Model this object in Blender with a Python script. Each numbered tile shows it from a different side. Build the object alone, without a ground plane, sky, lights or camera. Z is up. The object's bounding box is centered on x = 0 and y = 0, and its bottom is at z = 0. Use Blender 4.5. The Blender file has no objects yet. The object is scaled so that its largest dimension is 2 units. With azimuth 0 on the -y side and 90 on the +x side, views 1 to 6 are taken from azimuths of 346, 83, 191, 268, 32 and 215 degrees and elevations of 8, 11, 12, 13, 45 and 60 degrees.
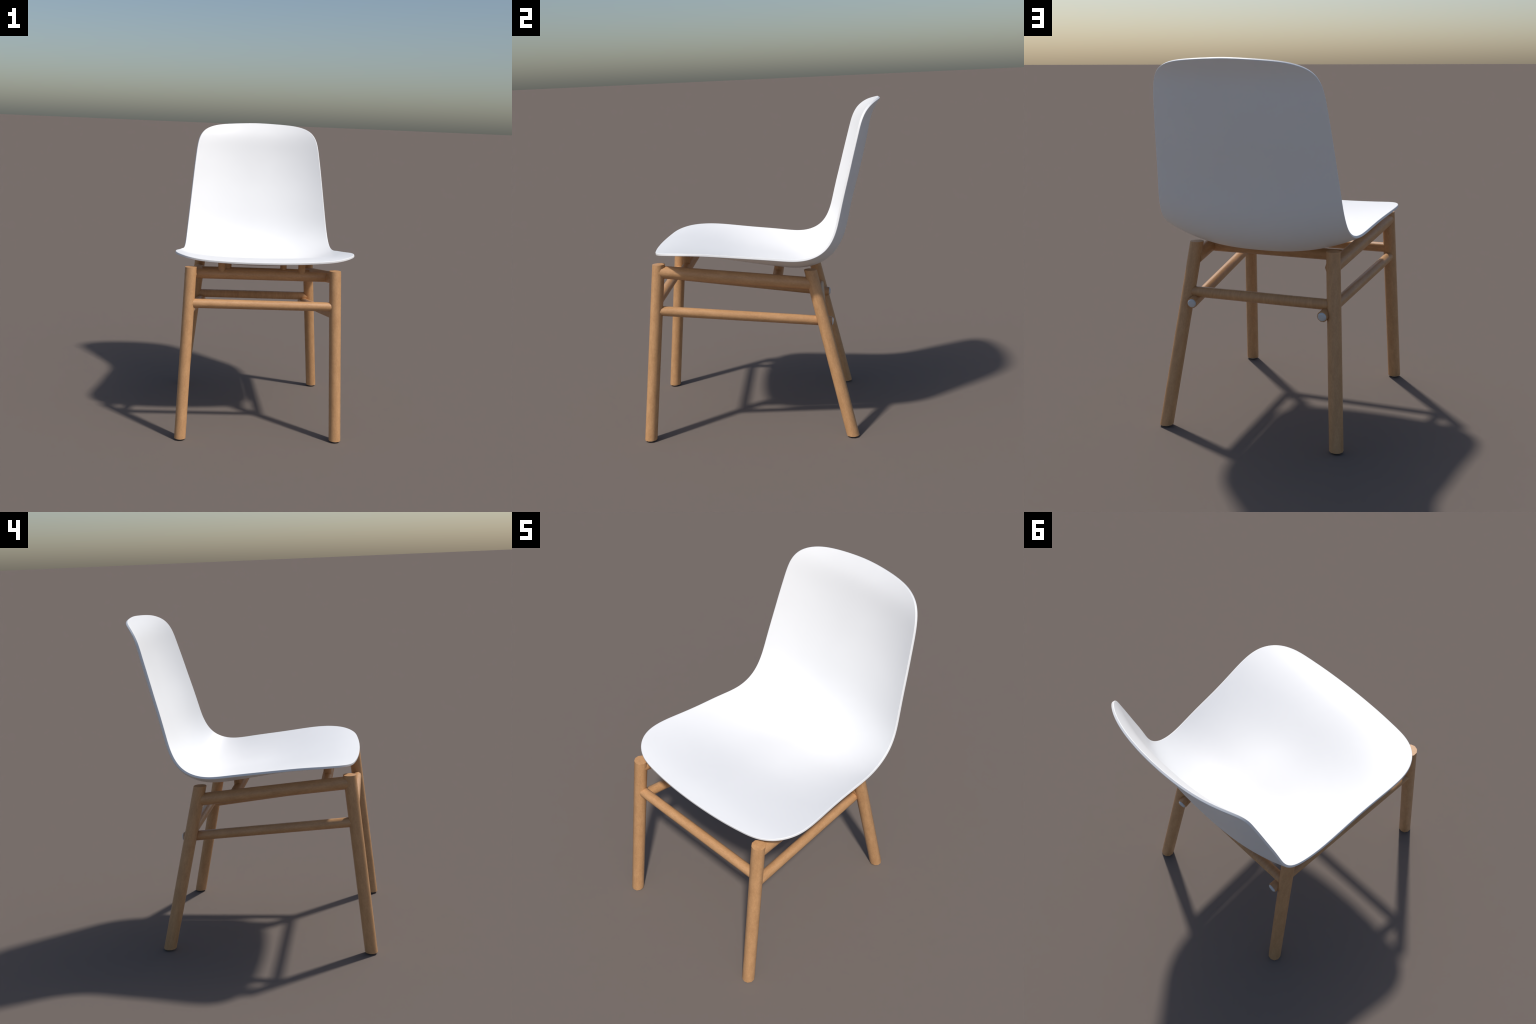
"""White moulded-shell dining chair on a round-dowel wooden frame."""
import bpy, math
import numpy as np
from mathutils import Vector, Matrix

# ------------------------------------------------------------------ placing
TURN = math.radians(10.0)            # the whole chair is turned on the floor
FRAME_X = 0.0076                     # frame centre line
SHELL_X, SHELL_TURN, SHELL_ROLL = 0.0319, 0.1727, -0.0135   # shell sits slightly askew


def turned(p, turn, cx):
    p = np.asarray(p, float)
    c, s = math.cos(turn), math.sin(turn)
    return np.stack([cx + c * p[..., 0] + s * p[..., 1],
                     -s * p[..., 0] + c * p[..., 1], p[..., 2]], -1)


def frame_point(p):
    return turned(p, TURN, FRAME_X)


def shell_point(p):
    p = np.asarray(p, float)
    p = np.stack([p[..., 0] + SHELL_ROLL * (p[..., 2] - 1.1), p[..., 1],
                  p[..., 2] - SHELL_ROLL * p[..., 0]], -1)
    return turned(p, SHELL_TURN, SHELL_X)


# ---------------------------------------------------------------- materials
def new_material(name):
    m = bpy.data.materials.new(name)
    m.use_nodes = True
    nt = m.node_tree
    return m, nt, nt.nodes["Principled BSDF"]


def wood_material(name="beech_wood", coarse=(42, 42, 13), fine=(210, 210, 80)):
    m, nt, bsdf = new_material(name)
    N, L = nt.nodes.new, nt.links.new
    tc = N("ShaderNodeTexCoord")
    info = N("ShaderNodeObjectInfo")
    shift = N("ShaderNodeVectorMath"); shift.operation = "SCALE"
    shift.inputs[0].default_value = (3.1, 5.7, 9.3)
    L(info.outputs["Random"], shift.inputs["Scale"])
    add = N("ShaderNodeVectorMath")
    L(tc.outputs["Object"], add.inputs[0]); L(shift.outputs[0], add.inputs[1])
    # long soft streaks along the dowel
    mp = N("ShaderNodeMapping"); mp.inputs["Scale"].default_value = coarse
    L(add.outputs[0], mp.inputs["Vector"])
    streak = N("ShaderNodeTexNoise")
    streak.inputs["Scale"].default_value = 1.0
    streak.inputs["Detail"].default_value = 4
    streak.inputs["Roughness"].default_value = 0.6
    L(mp.outputs[0], streak.inputs["Vector"])
    # fine fibre
    mp2 = N("ShaderNodeMapping"); mp2.inputs["Scale"].default_value = fine
    L(add.outputs[0], mp2.inputs["Vector"])
    fibre = N("ShaderNodeTexNoise")
    fibre.inputs["Scale"].default_value = 1.0
    fibre.inputs["Detail"].default_value = 3
    L(mp2.outputs[0], fibre.inputs["Vector"])
    mix = N("ShaderNodeMix"); mix.data_type = "FLOAT"
    mix.inputs["Factor"].default_value = 0.42
    L(streak.outputs["Fac"], mix.inputs["A"]); L(fibre.outputs["Fac"], mix.inputs["B"])
    ramp = N("ShaderNodeValToRGB")
    e = ramp.color_ramp.elements
    e[0].position, e[0].color = 0.30, WOOD_DARK
    e[1].position, e[1].color = 0.70, WOOD_LIGHT
    L(mix.outputs["Result"], ramp.inputs["Fac"])
    L(ramp.outputs["Color"], bsdf.inputs["Base Color"])
    bsdf.inputs["Roughness"].default_value = 0.42
    bsdf.inputs["Specular IOR Level"].default_value = 0.5
    bump = N("ShaderNodeBump")
    bump.inputs["Strength"].default_value = 0.05
    bump.inputs["Distance"].default_value = 0.002
    L(fibre.outputs["Fac"], bump.inputs["Height"])
    L(bump.outputs["Normal"], bsdf.inputs["Normal"])
    return m


def plastic_material(name, colour, rough):
    m, nt, bsdf = new_material(name)
    N, L = nt.nodes.new, nt.links.new
    tc = N("ShaderNodeTexCoord")
    noise = N("ShaderNodeTexNoise")
    noise.inputs["Scale"].default_value = 3.0
    noise.inputs["Detail"].default_value = 2
    L(tc.outputs["Object"], noise.inputs["Vector"])
    ramp = N("ShaderNodeValToRGB")
    e = ramp.color_ramp.elements
    e[0].position, e[0].color = 0.3, tuple(c * 0.985 for c in colour[:3]) + (1,)
    e[1].position, e[1].color = 0.7, colour
    L(noise.outputs["Fac"], ramp.inputs["Fac"])
    L(ramp.outputs["Color"], bsdf.inputs["Base Color"])
    bsdf.inputs["Roughness"].default_value = rough
    bsdf.inputs["Specular IOR Level"].default_value = 0.4
    return m


WOOD_DARK = (0.475, 0.250, 0.108, 1)
WOOD_LIGHT = (0.640, 0.358, 0.170, 1)
PLASTIC = (0.875, 0.875, 0.875, 1)
GREY = (0.62, 0.63, 0.64, 1)
WOOD = wood_material()
WHITE = plastic_material("white_plastic", PLASTIC, 0.45)
CAP_GREY = plastic_material("grey_plastic", GREY, 0.28)
CROSS_WOOD = wood_material("beech_wood_cross_grain", (9, 9, 48), (40, 40, 150))


# ------------------------------------------------------------------ objects
chair = bpy.data.objects.new("dining_chair", None)
chair["label"] = "white moulded shell chair with round beech dowel legs"
chair["category"] = "chair"
bpy.context.collection.objects.link(chair)


def add_object(name, verts, faces, material, parent, matrix=None, sharp=40.0):
    me = bpy.data.meshes.new(name)
    me.from_pydata([tuple(v) for v in verts], [], [tuple(f) for f in faces])
    me.materials.append(material)
    me.shade_smooth()
    me.set_sharp_from_angle(angle=math.radians(sharp))
    me.update()
    ob = bpy.data.objects.new(name, me)
    bpy.context.collection.objects.link(ob)
    ob.parent = parent
    if matrix is not None:
        ob.matrix_parent_inverse = Matrix.Identity(4)
        pm = parent.matrix_basis if parent.parent is None else \
            parent.parent.matrix_basis @ parent.matrix_basis
        ob.matrix_basis = pm.inverted() @ matrix
    return ob


SIDES = 10                           # the dowels are ten-sided, smooth shaded


def axis_matrix(a, b):
    """Matrix with origin a whose z axis runs towards b."""
    z = (Vector(b) - Vector(a)).normalized()
    return Matrix.Translation(Vector(a)) @ z.to_track_quat("Z", "Y").to_matrix().to_4x4()


def dowel(name, a, b, radius, parent, level_ends=False, spin=0.0, rings=2, material=None):
    """Round bar from a to b; level_ends cuts both ends parallel to the floor."""
    a, b = Vector(a), Vector(b)
    length = (b - a).length
    m = axis_matrix(a, b)
    rot = m.to_3x3()
    axis = rot @ Vector((0, 0, 1))
    verts, faces = [], []
    for k in range(rings):
        h = length * k / (rings - 1)
        for i in range(SIDES):
            t = 2 * math.pi * (i + spin) / SIDES
            p = Vector((radius * math.cos(t), radius * math.sin(t), h))
            if level_ends:           # slide along the axis to a level plane
                p.z -= (rot @ Vector((p.x, p.y, 0))).z / axis.z
            verts.append(p)
    for k in range(rings - 1):
        for i in range(SIDES):
            j = (i + 1) % SIDES
            faces.append((k * SIDES + i, k * SIDES + j, (k + 1) * SIDES + j, (k + 1) * SIDES + i))
    faces.append(tuple(range(SIDES))[::-1])
    faces.append(tuple((rings - 1) * SIDES + i for i in range(SIDES)))
    return add_object(name, verts, faces, material or WOOD, parent, m, 45.0)


def turned_cap(name, profile, origin, direction, parent, material, sides=20):
    """Solid of revolution: profile is a list of (radius, height)."""
    m = axis_matrix(origin, Vector(origin) + Vector(direction))
    verts, faces = [], []
    for r, h in profile:
        for i in range(sides):
            t = 2 * math.pi * i / sides
            verts.append((r * math.cos(t), r * math.sin(t), h))
    for k in range(len(profile) - 1):
        for i in range(sides):
            j = (i + 1) % sides
            faces.append((k * sides + i, k * sides + j, (k + 1) * sides + j, (k + 1) * sides + i))
    faces.append(tuple(range(sides))[::-1])
    faces.append(tuple((len(profile) - 1) * sides + i for i in range(sides)))
    return add_object(name, verts, faces, material, parent, m, 28.0)


# -------------------------------------------------------------------- frame
# leg axes in the chair's own frame (right side; mirrored for the left)
FRONT_LEG = ((0.495, -0.674, 0.0), (0.458, -0.560, 1.088))
REAR_LEG = ((0.496, 0.557, 0.0), (0.395, 0.332, 1.012))
LEG_R, RAIL_R, CROSS_R, BAR_R, POST_R = 0.0380, 0.0380, 0.0320, 0.0295, 0.0240
FOOT = 0.008


def on_leg(leg, z):
    a, b = np.array(leg[0]), np.array(leg[1])
    return a + (b - a) * (z - a[2]) / (b[2] - a[2])


def side(p, s):
    return frame_point(np.array(p) * [s, 1, 1])


for leg in (FRONT_LEG, REAR_LEG):
    for s in (1, -1):
        foot, top = on_leg(leg, FOOT), on_leg(leg, leg[1][2])
        ob = dowel("leg", side(foot, s), side(top, s), LEG_R, chair, level_ends=True, rings=6)
        base = side(foot, s)
        turned_cap("foot_glide", [(0.021, 0.0), (0.024, 0.003), (0.024, 0.013)],
                   (base[0], base[1], 0.0), (0, 0, 1), ob, CAP_GREY)

for s in (1, -1):
    # seat rails: from the front leg axis back into the rear leg
    a = on_leg(FRONT_LEG, 1.043)
    b = on_leg(REAR_LEG, 0.925) + [-0.010, 0, 0]
    dowel("seat_rail", side(a, s), side(b, s), RAIL_R, chair, rings=4)
    # lower side bars pass inside the rear legs and end in plastic caps
    a = on_leg(FRONT_LEG, 0.809)
    b = np.array([0.376, 0.449, 0.687])
    bar = dowel("stretcher", side(a, s), side(b, s), BAR_R, chair, rings=4)
    d = side(b, s) - side(a, s)
    turned_cap("end_cap", [(0.0240, -0.004), (0.0240, 0.0025), (0.0225, 0.006),
                           (0.0190, 0.0090), (0.0145, 0.0105)],
               side(b, s), d, bar, CAP_GREY)

# lower bars across the front and the back
for leg, z, y in ((FRONT_LEG, 0.860, -0.582), (REAR_LEG, 0.739, 0.388)):
    x = on_leg(leg, z)[0]
    dowel("stretcher", frame_point((-x, y, z)), frame_point((x, y, z)), BAR_R, chair, rings=4,
          material=CROSS_WOOD if leg is REAR_LEG else WOOD)

# two cross rails between the seat rails, each with two posts under the shell
for y, z, x, px, py, top in ((-0.420, 1.024, 0.448, 0.260, -0.423, 1.132),
                             (0.131, 0.950, 0.410, 0.197, 0.135, 1.012)):
    dowel("cross_rail", frame_point((-x, y, z)), frame_point((x, y, z)), CROSS_R, chair, rings=4)
    for s in (1, -1):
        dowel("mounting_post", side((px, py, z - 0.004), s), side((px, py, top), s), POST_R, chair)

# -------------------------------------------------------------------- shell
# centre-line profile (depth, height) from the front lip to the top of the back
PROFILE = [(-0.6156, 1.1362), (-0.5153, 1.1467), (-0.4116, 1.1353), (-0.3068, 1.1156),
           (-0.2026, 1.0875), (-0.0967, 1.0589), (0.0118, 1.0344), (0.1201, 1.0133),
           (0.2254, 0.9955), (0.3257, 0.9987), (0.4123, 1.0285), (0.4776, 1.0828),
           (0.5216, 1.1544), (0.5494, 1.2398), (0.5693, 1.3382), (0.5967, 1.4447),
           (0.6309, 1.5572), (0.6616, 1.6749), (0.6900, 1.7928), (0.7106, 1.9082),
           (0.7695, 1.9978)]
# rise of the section at half width 0.5 (cupping) and its exponent, along the profile
CUP = [0.0121, 0.0192, 0.0363, 0.0619, 0.0796, 0.0890, 0.0932, 0.0813, 0.0709, 0.0782,
       0.0927, 0.0954, 0.0865]
CUP_POWER = [2.415, 2.451, 2.471, 2.425, 2.389]
# half outline as (position along the profile, half width)
OUTLINE = [(-0.0002, 0.0), (0.0008, 0.107), (0.0036, 0.2156), (0.0094, 0.326),
           (0.0173, 0.4385), (0.0448, 0.5309), (0.0918, 0.5858), (0.147, 0.5867),
           (0.205, 0.5711), (0.2657, 0.5588), (0.3247, 0.5532), (0.3845, 0.5444),
           (0.4587, 0.5307), (0.574, 0.5235), (0.6495, 0.514), (0.7111, 0.5012),
           (0.7671, 0.4883), (0.8244, 0.4756), (0.8791, 0.4611), (0.9336, 0.4464),
           (0.9626, 0.3975), (0.9840, 0.3104), (0.9943, 0.2103), (0.9999, 0.1048),
           (1.0025, 0.0)]
THICK = 0.0148
EDGE_ROUND = 0.0035
SEAT_LIFT = 0.013                    # the seat is thicker in the middle, seen from above
TRIM = (0.9965, 0.993)               # room for the rounded edge outside the patch


def spline(P, t):
    P = np.asarray(P, float)
    Q = np.concatenate([[2 * P[0] - P[1]], P, [2 * P[-1] - P[-2]]])
    n = len(P) - 1
    x = np.asarray(t, float) * n     # runs on smoothly a little past both ends
    i = np.clip(np.floor(x).astype(int), 0, n - 1)
    f = x - i
    if P.ndim > 1:
        f = f[..., None]
    return ((1 - f) ** 3 * Q[i] + (3 * f ** 3 - 6 * f ** 2 + 4) * Q[i + 1]
            + (-3 * f ** 3 + 3 * f ** 2 + 3 * f + 1) * Q[i + 2] + f ** 3 * Q[i + 3]) / 6


def outline(u):
    """Half outline at u in 0..1, closed smoothly over the centre line at both ends."""
    P = np.array(OUTLINE)
    m = P * [1, -1]
    Q = np.vstack([m[1:2], P, m[-2:-1]])
    n = len(P) - 1
    x = np.clip(np.asarray(u, float), 0, 1) * n
    i = np.minimum(x.astype(int), n - 1)
    f = (x - i)[..., None]
    Q = np.vstack([Q, Q[-1:]])
    p = ((1 - f) ** 3 * Q[i] + (3 * f ** 3 - 6 * f ** 2 + 4) * Q[i + 1]
            + (-3 * f ** 3 + 3 * f ** 2 + 3 * f + 1) * Q[i + 2] + f ** 3 * Q[i + 3]) / 6
    p[..., 0] = 0.5 + (p[..., 0] - 0.5) * TRIM[0]
    p[..., 1] *= TRIM[1]
    return p


def surface(s, x, lift=SEAT_LIFT):
    e = 1e-4
    c = spline(PROFILE, s)
    d = spline(PROFILE, s + e) - spline(PROFILE, s - e)
    d /= np.linalg.norm(d, axis=-1, keepdims=True)
    swell = lift * np.exp(-((s - 0.345) / 0.085) ** 2 - (x / 0.20) ** 2)
    h = swell + spline(CUP, s) * (np.abs(x) / 0.5) ** spline(CUP_POWER, s)
    return np.stack([x, c[..., 0] - h * d[..., 1], c[..., 1] + h * d[..., 0]], -1)


def surface_normal(s, x, lift=SEAT_LIFT):
    e = 1e-3
    n = np.cross(surface(s, x + e, lift) - surface(s, x - e, lift),
                 surface(s + e, x, lift) - surface(s - e, x, lift))
    return n / np.linalg.norm(n, axis=-1, keepdims=True)


def build_shell():
    NA, NB = 72, 132                 # faces across and along
    U_FRONT, U_TOP = 0.222, 0.840   # outline corners of the four-sided patch
    # walk the four borders in (s, x)
    a = np.linspace(-1, 1, NA + 1)
    b = np.linspace(0, 1, NB + 1)
    fr = outline(np.abs(a) * U_FRONT); fr[:, 1] *= np.sign(a)
    tp = outline(1 - np.abs(a) * (1 - U_TOP)); tp[:, 1] *= np.sign(a)
    rt = outline(U_FRONT + (U_TOP - U_FRONT) * b)
    lf = rt * [1, -1]
    A = ((a + 1) / 2)[:, None, None]
    Bb = b[None, :, None]
    # transfinite blend of the borders
    G = ((1 - Bb) * fr[:, None] + Bb * tp[:, None] + (1 - A) * lf[None] + A * rt[None]
         - ((1 - A) * (1 - Bb) * lf[0] + A * (1 - Bb) * rt[0]
            + (1 - A) * Bb * lf[-1] + A * Bb * rt[-1]))
    s, x = G[..., 0], G[..., 1]
    P = surface(s, x)
    Nn = surface_normal(s, x)
    na, nb = NA + 1, NB + 1
    idx = np.arange(na * nb).reshape(na, nb)
    No = surface_normal(s, x, 0.0)   # underside follows the plain profile
    verts = [P.reshape(-1, 3), (surface(s, x, 0.0) - THICK * No).reshape(-1, 3)]
    norms = [Nn.reshape(-1, 3), -No.reshape(-1, 3)]
    off = na * nb
    faces = []
    face_row = []
    for i in range(NA):
        for j in range(NB):
            q = (idx[i, j], idx[i + 1, j], idx[i + 1, j + 1], idx[i, j + 1])
            faces.append(q); face_row.append(j)
            faces.append(tuple(off + k for k in q[::-1])); face_row.append(j)
    # closed rim loop: front, right side, top, left side
    loop = ([(i, 0) for i in range(na)] + [(NA, j) for j in range(1, nb)]
            + [(i, NB) for i in range(NA - 1, -1, -1)] + [(0, j) for j in range(NB - 1, 0, -1)])
    R = np.array([P[l] for l in loop]); RN = np.array([Nn[l] for l in loop])
    T = np.roll(R, -1, 0) - np.roll(R, 1, 0)
    out = np.cross(T, RN)
    out /= np.linalg.norm(out, axis=1, keepdims=True)
    # edge section: two quarter rounds with a flat between, as (outward, depth, angle)
    r = EDGE_ROUND
    section = [(r * math.sin(a), r * (1 - math.cos(a)), a)
               for a in np.radians((22.5, 45, 67.5, 90))]
    section += [(o, THICK - d, math.pi - a) for o, d, a in section[::-1]]
    M = len(section) + 1
    n0 = 2 * off
    ring_ids = [np.array([idx[l] for l in loop])]
    for k, (o, d, ang) in enumerate(section):
        verts.append(R - RN * d + out * o)
        norms.append(RN * math.cos(ang) + out * math.sin(ang))
        ring_ids.append(n0 + k * len(loop) + np.arange(len(loop)))
    ring_ids.append(off + np.array([idx[l] for l in loop]))
    n = len(loop)
    for k in range(M):
        for i in range(n):
            j = (i + 1) % n
            faces.append((ring_ids[k][i], ring_ids[k + 1][i], ring_ids[k + 1][j], ring_ids[k][j]))
            face_row.append(min(max(min(loop[i][1], loop[j][1]), 0), NB - 1))
    V = shell_point(np.vstack(verts))
    n_all = np.vstack(norms)
    o = shell_point(np.zeros((1, 3)))
    NW = shell_point(n_all) - o
    NW /= np.linalg.norm(NW, axis=1, keepdims=True)
    # the moulding is one surface; seat and backrest are its two regions
    mid_s = s[NA // 2]
    split = int(np.searchsorted(mid_s, 0.50))
    rows = np.array(face_row)
    for name, keep in (("seat", rows < split), ("backrest", rows >= split)):
        fs = [f for f, k in zip(faces, keep) if k]
        used = sorted({int(v) for f in fs for v in f})
        remap = {v: i for i, v in enumerate(used)}
        ob = add_object(name, V[used], [tuple(remap[int(v)] for v in f) for f in fs],
                        WHITE, chair, None, 180.0)
        ob.data.normals_split_custom_set_from_vertices([tuple(v) for v in NW[used]])


build_shell()
